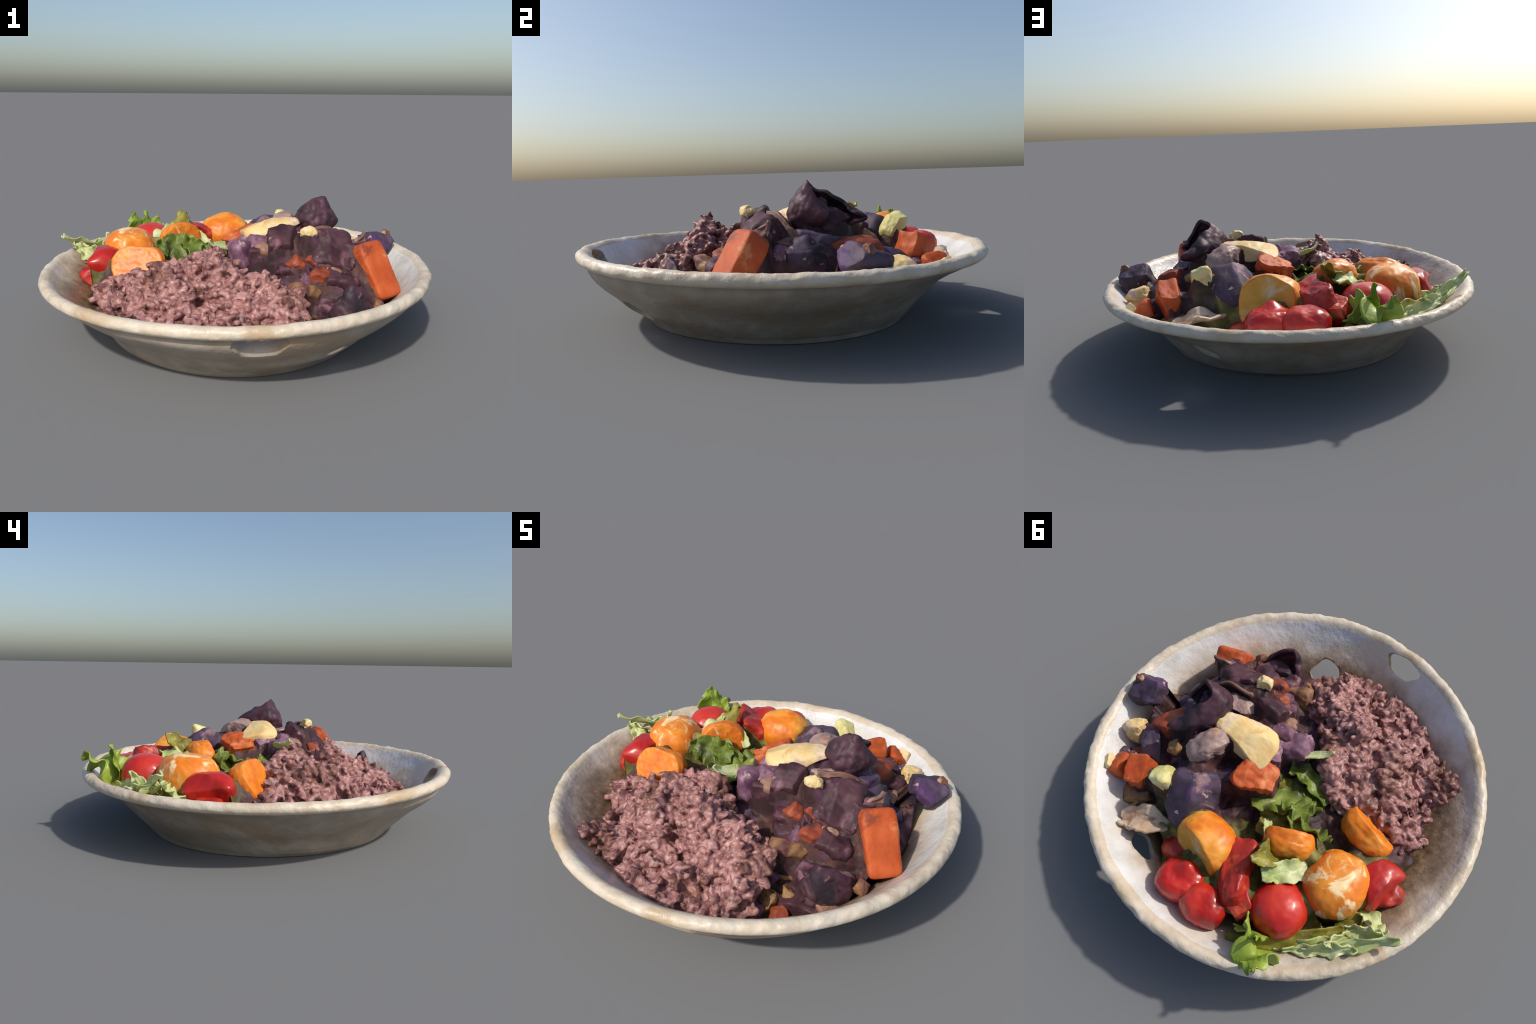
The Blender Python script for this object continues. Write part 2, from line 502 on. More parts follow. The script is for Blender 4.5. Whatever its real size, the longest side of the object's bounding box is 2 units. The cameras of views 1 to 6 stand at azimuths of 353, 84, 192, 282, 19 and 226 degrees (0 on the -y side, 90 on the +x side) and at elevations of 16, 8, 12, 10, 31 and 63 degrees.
    for tag, name, mat in ((0, "outer_wall", "bowl_out"), (1, "rim", "bowl_rim"), (2, "inner_wall", "bowl_in"), (3, "foot", "bowl_out")):
        remap, vs, fs, ns = {}, [], [], []
        for poly in done.polygons:
            if poly.material_index != tag:
                continue
            f = []
            for v in poly.vertices:
                if v not in remap:
                    remap[v] = len(vs)
                    vs.append(done.vertices[v].co.copy())
                    ns.append(normals[v])
                f.append(remap[v])
            fs.append(f)
        m = mesh_from(vs, fs, name)
        if len(m.vertices) == len(ns):
            m.normals_split_custom_set_from_vertices(ns)
        new_object(name, m, M[mat], bowl)


build_bowl()


# -------------------------------------------------------------- food pieces
def rounded_block(n, exponent):
    """Unit superellipsoid from a gridded cube; the exponent sets how boxy it is."""
    bm = bmesh.new()
    bmesh.ops.create_cube(bm, size=2)
    bmesh.ops.subdivide_edges(bm, edges=bm.edges, cuts=n, use_grid_fill=True)
    for v in bm.verts:
        p = v.co
        p = Vector([math.tan(c * math.pi / 4) if exponent < 4 else c for c in p])
        s = p.normalized()
        r = sum(abs(c) ** exponent for c in s) ** (-1 / exponent)
        v.co = s * r
    return bm


def chunk(name, c, half, rot=(0, 0, 0), mat="beet", boxy=6.0, rough=0.10, seed=0.0, taper=0.0, bend=0.0, shear=0.0, peaks=(), label="", category="vegetable", axes=None, n=16, parent=None, freq=1.0, facets=8):
    """One cut piece of vegetable.  peaks: pulled-out points (direction, reach, width)."""
    bm = rounded_block(n, boxy)
    h = Vector(half) * (1.05 if facets > 4 else 1.0)
    mean = (h.x * h.y * h.z) ** (1 / 3)
    cuts = random.Random(int(seed * 1000) + 17)
    planes = [(Vector([cuts.gauss(0, 1) for _ in range(3)]).normalized(), cuts.uniform(0.60, 0.84)) for _ in range(facets)]
    R = Euler([math.radians(a) for a in rot]).to_matrix()
    if axes:
        a, b = Vector(axes[0]).normalized(), Vector(axes[1])
        cz = a.cross(b).normalized()
        R = Matrix((a, cz.cross(a), cz)).transposed()
    for v in bm.verts:
        u = v.co.copy()
        d0 = u.normalized()
        for pn, pd in planes:                      # knife-cut facets
            over = u.dot(pn) - pd * (1.15 if boxy > 3 else 1.0)
            if over > 0:
                u -= pn * over * 0.95
        k = 1 - taper * u.z
        p = Vector((u.x * h.x * k, u.y * h.y * k, u.z * h.z))
        p.x += shear * p.z
        p.z += bend * (u.x * u.x - 0.4) * h.x
        q = p / mean
        d = rough * (0.75 * fbm(q, 0.8 * freq, 2, seed) + 0.32 * fbm(q, 2.2 * freq, 2, seed + 4) + 0.2 * fbm(q, 6 * freq, 2, seed + 8))
        p += d0 * d * mean
        p = R @ p
        for (dx, dy, dz), reach, width in peaks:
            pd = Vector((dx, dy, dz)).normalized()
            a = (R @ Vector((d0.x, d0.y, d0.z))).angle(pd)
            p += pd * reach * math.exp(-(a / width) ** 2)
        v.co = p
    me = bpy.data.meshes.new(name)
    bm.to_mesh(me)
    bm.free()
    me.polygons.foreach_set("use_smooth", [True] * len(me.polygons))
    return new_object(name, me, M[mat], parent, label if not parent else None, category, Vector(c))


def leaf(name, spine, widths, mat, side=(0, 0, 1), ruffle=0.02, waves=5, cup=0.0, thick=0.006, seed=0.0, jag=0.25, label="", category="leaf", nu=54, nv=22, parent=None):
    """Ruffled leaf with real thickness, lofted along a spine; side = which way its face looks."""
    P = catmull(spine, nu)
    W = catmull([(w, 0, 0) for w in widths], nu)
    c0 = sum(P, Vector()) / nu
    up0 = Vector(side).normalized()
    top = []
    for i in range(nu):
        t = (P[min(i + 1, nu - 1)] - P[max(i - 1, 0)]).normalized()
        lat = t.cross(up0).normalized()
        up = lat.cross(t)
        s = i / (nu - 1)
        for j in range(nv):
            v = j / (nv - 1) * 2 - 1
            e = 1 + jag * noise.noise(Vector((s * 9 + seed, 3 * (v > 0), seed))) + 0.5 * jag * noise.noise(Vector((s * 24 + seed, 7 * (v > 0), 1)))
            w = max(W[i].x, 0.002) * e
            lift = cup * v * v + ruffle * abs(v) ** 1.5 * math.sin(waves * TAU * s + 2.1 * (v > 0) + seed) + 0.35 * ruffle * fbm((s * 3, v * 1.5, seed), 1.6, 3)
            top.append(P[i] + lat * (v * w) + up * lift - c0)
    faces = []
    for i in range(nu - 1):
        for j in range(nv - 1):
            a = i * nv + j
            faces.append((a, a + 1, a + nv + 1, a + nv))
    me = mesh_from(top, faces, name)
    nrm = [v.normal.copy() for v in me.vertices]
    off = len(top)
    both = [p + n_ * thick * 0.5 for p, n_ in zip(top, nrm)] + [p - n_ * thick * 0.5 for p, n_ in zip(top, nrm)]
    fs = list(faces) + [tuple(off + k for k in reversed(f)) for f in faces]
    ring = [j for j in range(nv)] + [i * nv + nv - 1 for i in range(1, nu)] + [(nu - 1) * nv + j for j in range(nv - 2, -1, -1)] + [i * nv for i in range(nu - 2, 0, -1)]
    for k in range(len(ring)):
        a, b = ring[k], ring[(k + 1) % len(ring)]
        fs.append((b, a, off + a, off + b))
    bpy.data.meshes.remove(me)
    me = mesh_from(both, fs, name)
    return new_object(name, me, M[mat], parent, label if not parent else None, category, c0)


# ---- sunken dark filler that shows between the pieces
def interpolate(ctrl, x, y, power=3.0):
    sw = sz = 0.0
    for cx, cy, cz in ctrl:
        w = 1.0 / (((x - cx) ** 2 + (y - cy) ** 2) + 0.0012) ** (power / 2)
        sw += w
        sz += w * cz
    return sz / sw


BED = [(.25, -.02, .42), (.45, -.03, .43), (.20, -.11, .40), (.36, -.22, .37), (.34, -.32, .25), (.30, -.42, .16), (.28, -.55, .08), (.5, -.40, .16), (.50, -.28, .29), (.6, -.2, .29), (.70, .0, .23), (.53, .25, .31), (.53, .39, .32),
       (.62, .45, .25), (.4, .5, .26), (.3, .62, .16), (.12, .36, .28), (.0, .15, .35), (-.1, .3, .22), (-.22, .08, .31), (-.30, .03, .30), (.0, .3, .30), (-.30, .42, .32), (.74, .12, .28), (-.35, .3, .33), (-.27, .5, .27), (-.1, .6, .25), (.12, .60, .25),
       (-.5, .55, .25), (-.6, .3, .25), (-.5, .0, .25), (-.12, -.1, .32), (-.3, -.4, .2), (0, -.6, .12), (-.66, -.02, .28), (-.60, -.10, .28), (.1, .72, .17), (-.45, -.6, .14), (.74, .25, .20), (.1, -.27, .26), (.0, -.18, .29), (.18, -.32, .26)]
BED += [(0.80 * math.cos(a), 0.80 * math.sin(a), 0.16) for a in np.linspace(0, TAU, 22, endpoint=False)]


def bed_edge(t):
    """The bed stops short of the two low openings in the wall."""
    gap = lambda at, w: math.exp(-((((t - math.radians(at)) + math.pi) % TAU - math.pi) / math.radians(w)) ** 2)
    return 0.775 + 0.012 * math.sin(5 * t + 1) - 0.19 * gap(-63, 11) - 0.10 * gap(73, 8)


def settled_surface(n=270, half=0.82, reach=0.038, depth=0.030):
    """Height field of the filler sunk into the gaps: the upper envelope of the pieces,
    closed over gaps narrower than twice `reach`, then lowered by `depth`."""
    V, F = [], []
    for ob in bpy.data.objects:
        if ob.type == "MESH" and ob.parent is None and not ob.name.startswith(("lettuce", "curled", "rice")):
            base = len(V)
            o = ob.location
            V += [v.co + o for v in ob.data.vertices]
            F += [tuple(base + i for i in p.vertices) for p in ob.data.polygons]
    tree = BVHTree.FromPolygons(V, F)
    step = 2 * half / (n - 1)
    ctrl = np.zeros((n, n))
    top = np.zeros((n, n))
    for i in range(n):
        for j in range(n):
            x, y = -half + i * step, -half + j * step
            ctrl[i, j] = interpolate(BED, x, y) if x * x + y * y < 0.68 else 0.15
            hit = tree.ray_cast(Vector((x, y, 1.0)), Vector((0, 0, -1)))[0]
            top[i, j] = max(ctrl[i, j], hit.z if hit else 0.0)
    k = int(round(reach / step))
    disk = [(a, b) for a in range(-k, k + 1) for b in range(-k, k + 1) if a * a + b * b <= k * k]

    def morph(h, op, fill):
        p = np.pad(h, k, constant_values=fill)
        return op.reduce([p[k + a:k + a + n, k + b:k + b + n] for a, b in disk])
    closed = morph(morph(top, np.maximum, 0.0), np.minimum, 9.0)
    z = np.maximum(ctrl, closed - depth)
    for _ in range(3):
        q = np.pad(z, 1, mode="edge")
        z = (q[:-2, 1:-1] + q[2:, 1:-1] + q[1:-1, :-2] + q[1:-1, 2:] + 2 * z) / 6

    def at(x, y):
        u, v = (x + half) / step, (y + half) / step
        i, j = min(int(u), n - 2), min(int(v), n - 2)
        f, g = u - i, v - j
        return (z[i, j] * (1 - f) + z[i + 1, j] * f) * (1 - g) + (z[i, j + 1] * (1 - f) + z[i + 1, j + 1] * f) * g
    return at


def build_bed():
    surface = settled_surface()
    NR, NT = 110, 400
    verts, faces = [(0, 0, surface(0, 0))], []
    for i in range(1, NR + 1):
        for j in range(NT):
            t = j / NT * TAU
            r = i / NR * bed_edge(t)
            x, y = r * math.cos(t), r * math.sin(t)
            z = surface(x, y)
            z += 0.014 * fbm((x, y, z), 14, 3, 2.0) + 0.008 * ridge((x, y, 0), 20, 4.0)
            verts.append((x, y, z))
    idx = lambda i, j: 1 + (i - 1) * NT + j % NT
    for j in range(NT):
        faces.append((0, idx(1, j), idx(1, j + 1)))
        for i in range(1, NR):
            faces.append((idx(i, j), idx(i + 1, j), idx(i + 1, j + 1), idx(i, j + 1)))
    # closed underneath, well inside the bowl wall
    low = len(verts)
    for j in range(NT):
        t = j / NT * TAU
        verts.append((0.54 * math.cos(t), 0.54 * math.sin(t), 0.055))
    for j in range(NT):
        faces.append((idx(NR, j), low + j, low + (j + 1) % NT, idx(NR, j + 1)))
    faces.append(tuple(low + j for j in range(NT)))
    ob = new_object("gap_filler", mesh_from(verts, faces, "gap_filler"), M["crevice"], None, "dark purple brown filler between the food", "sauce")
    ob["kind"] = "stuff"


# ---- rice: a heap of grains fused into one lumpy body
RICE = [(-.12, -.385, .450), (-.155, -.17, .40), (-.09, -.15, .40), (-.05, -.22, .36), (-.2, -.27, .375), (.03, -.37, .35), (.09, -.43, .36), (.14, -.40, .30), (-.085, -.468, .38), (-.02, -.50, .31), (.05, -.53, .29), (.06, -.61, .23), (-.2, -.5, .315), (-.35, -.3, .35),
        (-.34, -.43, .365), (-.45, -.2, .325), (-.5, -.35, .29), (-.45, -.5, .255), (-.3, -.6, .245), (-.38, -.56, .255), (-.12, -.60, .215), (.03, -.67, .21), (.155, -.665, .30), (.145, -.55, .345), (.18, -.46, .33), (-.62, -.35, .21), (-.62, -.18, .27), (-.56, -.44, .205), (-.60, -.50, .205), (-.655, -.573, .275), (-.515, -.645, .185),
        (-.54, -.54, .21), (-.46, -.61, .22), (-.38, -.66, .19), (-.26, -.745, .20), (-.14, -.69, .18), (.02, -.74, .15), (.11, -.74, .17), (.20, -.73, .16), (-.28, -.10, .35)]
RICE_EDGE = [(-.20, -.03), (-.13, -.11), (-.05, -.20), (.07, -.31), (.16, -.36), (.24, -.42), (.26, -.52), (.24, -.62), (.22, -.70), (.12, -.78), (-.10, -.80), (-.27, -.78), (-.46, -.69), (-.58, -.64), (-.68, -.58),
             (-.66, -.47), (-.69, -.38), (-.66, -.30), (-.71, -.22), (-.68, -.10), (-.58, -.09), (-.42, -.05), (-.30, -.02)]


def build_rice():
    rng = random.Random(11)
    edge = [(p.x, p.y) for p in catmull([(x, y, 0) for x, y in RICE_EDGE + RICE_EDGE[:1]], 161)[:-1]]
    cx, cy = -0.22, -0.42
    E = len(edge)
    K = 40
    verts, faces = [], []

    def height(x, y, s):
        z = interpolate(RICE, x, y, 3.5)
        z += 0.034 * fbm((x, y, 0), 7, 3, 1.0) + 0.028 * (ridge((x, y, 0), 11, 3.0) - 0.5) + 0.012 * (ridge((x, y, z), 24, 5.0) - 0.5)
        z -= 0.055 * max(0.0, ridge((x, y, 0), 4.6, 8.0) - 0.74) / 0.28      # clefts between the lobes
        return z

    def foot(x, y):
        return 0.10 + 0.0 * x
    verts.append((cx, cy, height(cx, cy, 0)))
    for i in range(1, K + 1):
        s = i / K
        for (ex, ey) in edge:
            x, y = cx + (ex - cx) * s, cy + (ey - cy) * s
            h = height(x, y, s)
            edge_drop = max(0.0, (s - 0.86) / 0.14) ** 2
            verts.append((x, y, h - 0.05 * edge_drop))
    idx = lambda i, j: 1 + (i - 1) * E + j % E
    for j in range(E):
        faces.append((0, idx(1, j), idx(1, j + 1)))
        for i in range(1, K):
            faces.append((idx(i, j), idx(i + 1, j), idx(i + 1, j + 1), idx(i, j + 1)))
    low = len(verts)
    for (ex, ey) in edge:
        verts.append((cx + (ex - cx) * 0.86, cy + (ey - cy) * 0.86, 0.075))
    for j in range(E):
        faces.append((idx(K, j), low + j, low + (j + 1) % E, idx(K, j + 1)))
    faces.append(tuple(low + j for j in reversed(range(E))))
    # grains: short capsules lying on and sticking out of the heap
    ring, segs = 6, [(-1.0, 0.0), (-0.85, 0.55), (-0.5, 0.95), (0, 1.0), (0.5, 0.95), (0.85, 0.55), (1.0, 0.0)]
    for g in range(900):
        j = rng.randrange(E)
        s = math.sqrt(rng.random()) * 0.99
        x, y = cx + (edge[j][0] - cx) * s, cy + (edge[j][1] - cy) * s
        z = height(x, y, s) - 0.05 * max(0.0, (s - 0.86) / 0.14) ** 2
        L, rad = rng.uniform(0.028, 0.062), rng.uniform(0.012, 0.021)
        spike = g % 34 == 0
        tilt = rng.uniform(0.6, 1.3) if spike else rng.gauss(0, 0.42)
        yaw = 5.0 * noise.noise(Vector((x * 4.5, y * 4.5, 3.0))) + rng.gauss(0, 0.5)     # grains lie in swirls
        ax = Vector((math.cos(yaw) * math.cos(tilt), math.sin(yaw) * math.cos(tilt), math.sin(tilt)))
        b1 = ax.cross(Vector((0, 0, 1))).normalized()
        b2 = ax.cross(b1)
        c = Vector((x, y, z + rng.uniform(-0.006, 0.012)))
        base = len(verts)
        for (u, w) in segs[1:-1]:
            for k in range(ring):
                a = k / ring * TAU
                verts.append(c + ax * (u * L) + (b1 * math.cos(a) + b2 * math.sin(a)) * rad * w * (1.15 - 0.75 * u if spike else 1.0))
        n = len(segs) - 2
        for r in range(n - 1):
            for k in range(ring):
                a, b = base + r * ring + k, base + r * ring + (k + 1) % ring
                faces.append((a, b, b + ring, a + ring))
        faces.append(tuple(base + k for k in reversed(range(ring))))
        faces.append(tuple(base + (n - 1) * ring + k for k in range(ring)))
    tmp = new_object("rice_tmp", mesh_from([tuple(v) for v in verts], faces, "rice_tmp"))
    rm = tmp.modifiers.new("fuse", "REMESH")
    rm.mode = "VOXEL"
    rm.voxel_size = 0.0052
    sm = tmp.modifiers.new("soft", "SMOOTH")
    sm.factor = 0.5
    sm.iterations = 6
    bpy.context.view_layer.update()
    me = bpy.data.meshes.new_from_object(tmp.evaluated_get(bpy.context.evaluated_depsgraph_get()))
    bpy.data.objects.remove(tmp)
    me.name = "rice_mound"
    # sharp-crested matted folds over the fused grains
    for v, nrm in zip(me.vertices, [w.normal.copy() for w in me.vertices]):
        p = v.co
        q = p + Vector((noise.noise(p * 9), noise.noise(p * 9 + Vector((5, 0, 0))), noise.noise(p * 9 + Vector((0, 7, 0))))) * 0.03
        v.co = p + nrm * (0.013 * (ridge(q, 12, 2.0) - 0.55) + 0.006 * (ridge(q, 27, 6.0) - 0.5))
    me.update()
    me.polygons.foreach_set("use_smooth", [True] * len(me.polygons))
    ob = new_object("rice_mound", me, M["rice"], None, "lumpy heap of sticky pinkish brown rice grains", "rice")
    ob["kind"] = "stuff"


build_rice()

# ---- roasted vegetables
DICE = "roasted dark red beet chunk with uneven cut sides"
VIO = "dark violet roasted potato chunk with wrinkled skin"
CAR = "orange roasted carrot piece with softened edges"
POT = "golden roasted potato piece with browned edges"
ONI = "soft curved piece of roasted onion"

chunk("beet_chunk", (.222, -.125, .445), (.100, .062, .085), (16, -4, 6), "beet", 5, .18, 1.0, label=DICE)
chunk("beet_chunk", (.035, -.095, .382), (.092, .075, .080), (-4, 14, 25), "mauve", 4.5, .24, 2.0, label=DICE)
chunk("beet_chunk", (.115, -.095, .415), (.070, .055, .075), (0, 14, 20), "mauve", 4, .24, 2.6, label=DICE)
chunk("beet_chunk", (.450, -.165, .388), (.105, .112, .118), (24, 12, 8), "beet", 5, .18, 3.0, label=DICE)
chunk("beet_chunk", (.430, -.390, .160), (.100, .085, .085), (14, 5, 18), "beet", 5, .16, 4.0, label=DICE)
chunk("beet_chunk", (.475, -.285, .265), (.085, .085, .095), (20, 5, 5), "beet", 4.5, .2, 5.0, label=DICE)
chunk("beet_chunk", (.40, -.51, .095), (.10, .075, .060), (10, 5, 12), "beet", 5, .18, 6.0, label=DICE)
chunk("beet_chunk", (.13, -.125, .35), (.10, .055, .09), (20, 0, 20), "beet", 4, .22, 7.0, label=DICE)
chunk("beet_chunk", (.085, .030, .432), (.075, .075, .050), (0, 10, 30), "mauve", 3.4, .24, 7.2, label=DICE)
chunk("beet_chunk", (.29, -.215, .32), (.07, .055, .08), (25, 10, 10), "beet", 4, .22, 7.7, label=DICE)
chunk("beet_chunk", (.555, -.19, .36), (.065, .09, .11), (10, 10, 10), "beet", 4, .22, 7.9, label=DICE)
chunk("violet_potato_chunk", (.580, .035, .330), (.076, .115, .106), (6, 8, -6), "violet", 3.6, .18, 8.0, peaks=(((.3, -.1, 1), .035, .4),), label=VIO)
chunk("violet_potato_chunk", (.825, .195, .350), (.080, .085, .070), (-8, 18, 20), "violet", 5, .2, 9.0, label=VIO)
chunk("violet_potato_chunk", (.190, .422, .330), (.112, .140, .130), (-36, 6, 20), "violet", 4.5, .14, 10.0, label="large dark violet roasted potato chunk")
chunk("violet_potato_chunk", (.515, .07, .370), (.08, .10, .08), (0, 10, 30), "violet", 4, .2, 11.0, label=VIO)
chunk("violet_potato_chunk", (.17, .25, .34), (.08, .08, .06), (0, 0, 20), "violet", 4, .2, 12.0, label=VIO)
chunk("violet_potato_chunk", (.565, .400, .325), (.050, .140, .036), (-22, 14, 38), "violet", 4, .2, 13.0, label=VIO)
chunk("violet_potato_chunk", (.67, .11, .23), (.06, .08, .05), (0, 14, 10), "violet", 4, .22, 14.0, label=VIO)

chunk("carrot_stick", (.668, -.268, .333), (.080, .150, .058), mat="carrot", boxy=7, rough=.085, seed=20.0, axes=((.135, .069, .008), (-.045, .158, .238)), label="thick rectangular orange carrot stick", n=22, facets=0)
chunk("carrot_stick", (.55, .235, .335), (.065, .135, .080), (0, 14, -10), "carrot_dark", 4, .18, 21.0, label=CAR)
chunk("carrot_stick", (.492, .522, .335), (.068, .080, .090), (-6, -8, 30), "carrot", 5, .16, 22.0, label=CAR)
chunk("carrot_stick", (.380, -.300, .312), (.065, .045, .05), (25, 10, 20), "carrot_dark", 4, .24, 23.0, label=CAR)
chunk("carrot_stick", (.035, .165, .428), (.100, .085, .050), (-4, -16, 20), "carrot", 4.5, .28, 24.0, label=CAR)
chunk("beet_chunk", (.232, -.240, .325), (.055, .05, .045), (15, 30, 30), "beet", 4, .22, 25.0, label=DICE)
chunk("carrot_stick", (.62, .575, .290), (.05, .055, .052), (10, 10, 30), "carrot", 4, .22, 26.0, label=CAR)
chunk("carrot_stick", (.56, .47, .27), (.07, .07, .05), (10, 10, 10), "carrot_dark", 4, .22, 27.0, label=CAR)

chunk("potato_chunk", (.195, .085, .483), (.105, .055, .155), mat="potato", boxy=2.8, rough=.10, seed=30.0, axes=((-.12, 1, 0), (-.2, 0, 1)), taper=.32, label="large cream wedge of roasted potato", n=22, facets=5)
chunk("potato_chunk", (.342, -.185, .515), (.042, .036, .038), (10, 0, 20), "potato", 3, .28, 31.0, label=POT)
chunk("parsnip_chunk", (.34, .48, .420), (.055, .060, .066), (5, 12, 30), "parsnip", 5, .18, 32.0, peaks=(((-.5, .6, 1), .02, .4),), label="pale yellow green parsnip chunk")
chunk("potato_chunk", (.290, -.365, .255), (.095, .05, .06), (18, 20, 20), "potato_brown", 4, .22, 33.0, label=POT)
chunk("potato_chunk", (.287, -.420, .130), (.055, .055, .06), (10, 5, 10), "potato_brown", 4, .2, 34.0, label=POT)
chunk("potato_chunk", (.25, -.53, .10), (.06, .055, .05), (10, 5, 40), "potato_brown", 4, .2, 35.0, label=POT)
chunk("potato_chunk", (.632, -.43, .20), (.042, .04, .045), (0, 0, 20), "potato_brown", 3, .2, 36.0, label=POT)
chunk("potato_chunk", (.72, .37, .295), (.070, .065, .055), (0, 10, 10), "potato", 3.5, .28, 37.0, label=POT)
chunk("potato_chunk", (.665, .60, .29), (.035, .035, .045), (0, 15, 10), "potato", 4, .22, 38.0, label=POT)
chunk("potato_chunk", (.885, .205, .402), (.028, .026, .03), (0, 25, 10), "potato_brown", 3, .2, 39.0, label=POT)
chunk("potato_chunk", (.47, .60, .20), (.10, .07, .06), (0, 10, 30), "potato_brown", 3.5, .24, 40.0, label=POT)
chunk("potato_chunk", (.41, .63, .20), (.07, .05, .05), (0, 10, 0), "potato_brown", 3.5, .24, 41.0, label=POT)

leaf("onion_piece", [(.385, .745, .245), (.345, .705, .272), (.280, .660, .285), (.195, .610, .262)], [.02, .060, .068, .02], "onion_tan", (.2, .1, 1), .012, 2, .03, .016, 50.0, .2, ONI, "vegetable")
chunk("onion_piece", (.285, .225, .470), (.105, .070, .062), (-14, 6, 60), "onion", 3.5, .26, 51.0, bend=-.3, label=ONI)
chunk("onion_piece", (.36, -.05, .455), (.07, .07, .045), (10, 0, 30), "onion", 3, .28, 52.0, label=ONI)
chunk("onion_piece", (.39, .10, .44), (.085, .085, .05), (10, 0, 30), "onion", 3, .28, 53.0, label=ONI)
leaf("onion_piece", [(.335, -.11, .495), (.42, -.10, .488), (.49, -.08, .465), (.54, -.05, .425), (.56, .0, .40)], [.03, .045, .05, .045, .03], "onion_brown", (0.3, -.6, .8), .008, 2, .02, .016, 3.0, .1, ONI, "vegetable")
leaf("onion_piece", [(.60, -.17, .43), (.622, -.15, .458), (.638, -.138, .482), (.646, -.129, .506)], [.045, .032, .014, .003], "onion_brown", (.5, -.8, .3), .003, 1, .01, .018, 5.0, .05, ONI, "vegetable")


def sheet(name, bottom, top, bulge, mat, thick, seed, label, category="leaf", nu=90, nv=36):
    """Leaf wrapped between a bottom curve and a top curve, bulging away from its middle."""
    A, B = catmull(bottom, nu), catmull(top, nu)
    c = sum(A + B, Vector()) / (2 * nu)
    verts, faces = [], []
    for i in range(nu):
        out = Vector((A[i].x - c.x, A[i].y - c.y, 0)).normalized()
        for j in range(nv):
            v = j / (nv - 1)
            p = A[i].lerp(B[i], v) + out * (bulge * math.sin(math.pi * v ** 1.05))
            p += out * (0.022 * fbm(p, 8, 3, seed) + 0.007 * fbm(p, 26, 2, seed + 3)) + Vector((0, 0, 0.012 * v * fbm(p, 14, 2, seed + 6)))
            verts.append(p - c)
    for i in range(nu - 1):
        for j in range(nv - 1):
            a = i * nv + j
            faces.append((a, a + nv, a + nv + 1, a + 1))
    me = mesh_from(verts, faces, name)
    ob = new_object(name, me, M[mat], None, label, category, c)
    so = ob.modifiers.new("thick", "SOLIDIFY")
    so.thickness = thick
    so.offset = 0
    return ob


# the curled purple leaf on top: a tent-like wrap, peaked at the front and open towards +x
sheet("curled_leaf",
      [(.510, .115, .475), (.490, .060, .465), (.460, .015, .46), (.395, .012, .47), (.350, .085, .485), (.360, .160, .485), (.43, .235, .48), (.49, .25, .47)],
      [(.530, .135, .545), (.508, .085, .598), (.478, .068, .657), (.432, .065, .648), (.410, .090, .632), (.440, .155, .600), (.468, .250, .545), (.50, .275, .515)],
      .046, "chicory", .016, 5.0, "dark purple wilted leaf rolled into a peaked cup")
chunk("beet_chunk", (.445, .085, .535), (.050, .060, .075), (10, 10, 20), "chicory", 3, .3, 60.0, label="wilted dark purple leaf clump")
chunk("beet_chunk", (.445, .175, .47), (.060, .075, .060), (-16, 0, 10), "chicory", 3, .3, 61.0, label="wilted dark purple leaf clump")

sheet("purple_leaf", [(.59, -.42, .13), (.55, -.51, .14), (.46, -.55, .15), (.38, -.51, .16)], [(.60, -.42, .23), (.55, -.49, .30), (.474, -.527, .362), (.42, -.48, .22)], .02, "chicory", .02, 8.0, "dark purple chicory leaf with a pointed tip")
chunk("purple_leaf", (.51, -.43, .185), (.09, .07, .075), (10, 5, 20), "chicory", 3.4, .26, 62.0, label="dark purple wilted leaf clump")

# crumbs: small offcuts wedged between the larger pieces
rng = random.Random(5)
for k, (x, y, z) in enumerate([(.33, -.25, .33), (.30, -.30, .28), (.52, -.24, .31), (.40, -.45, .20), (.34, -.50, .12), (.50, -.52, .13), (.58, -.33, .20), (.28, -.23, .37), (.36, -.21, .39), (.45, -.27, .34),
                              (.50, .17, .37), (.40, .36, .34), (.44, .33, .395), (.32, .36, .35), (.64, .30, .29), (.66, .20, .26), (.58, .50, .27), (.28, .56, .25), 
                              (.66, .50, .26), (.13, -.13, .41), (.60, -.09, .35), (.24, -.46, .17), (.33, -.60, .09), (.46, -.60, .09), (.55, -.50, .11), (.20, -.62, .10)]):
    s = rng.uniform(.030, .052)
    chunk("vegetable_crumb", (x, y, z), (s * rng.uniform(.8, 1.4), s, s * rng.uniform(.7, 1.1)), (rng.uniform(-40, 40), rng.uniform(-40, 40), rng.uniform(0, 180)),
          rng.choice(["beet", "violet", "potato_brown", "onion_brown", "beet", "carrot_dark", "mauve"]), 3.6, .32, 70.0 + k, label="small roasted vegetable offcut", n=11)

# ---- oranges
OR = "peeled orange piece with pale pith threads"


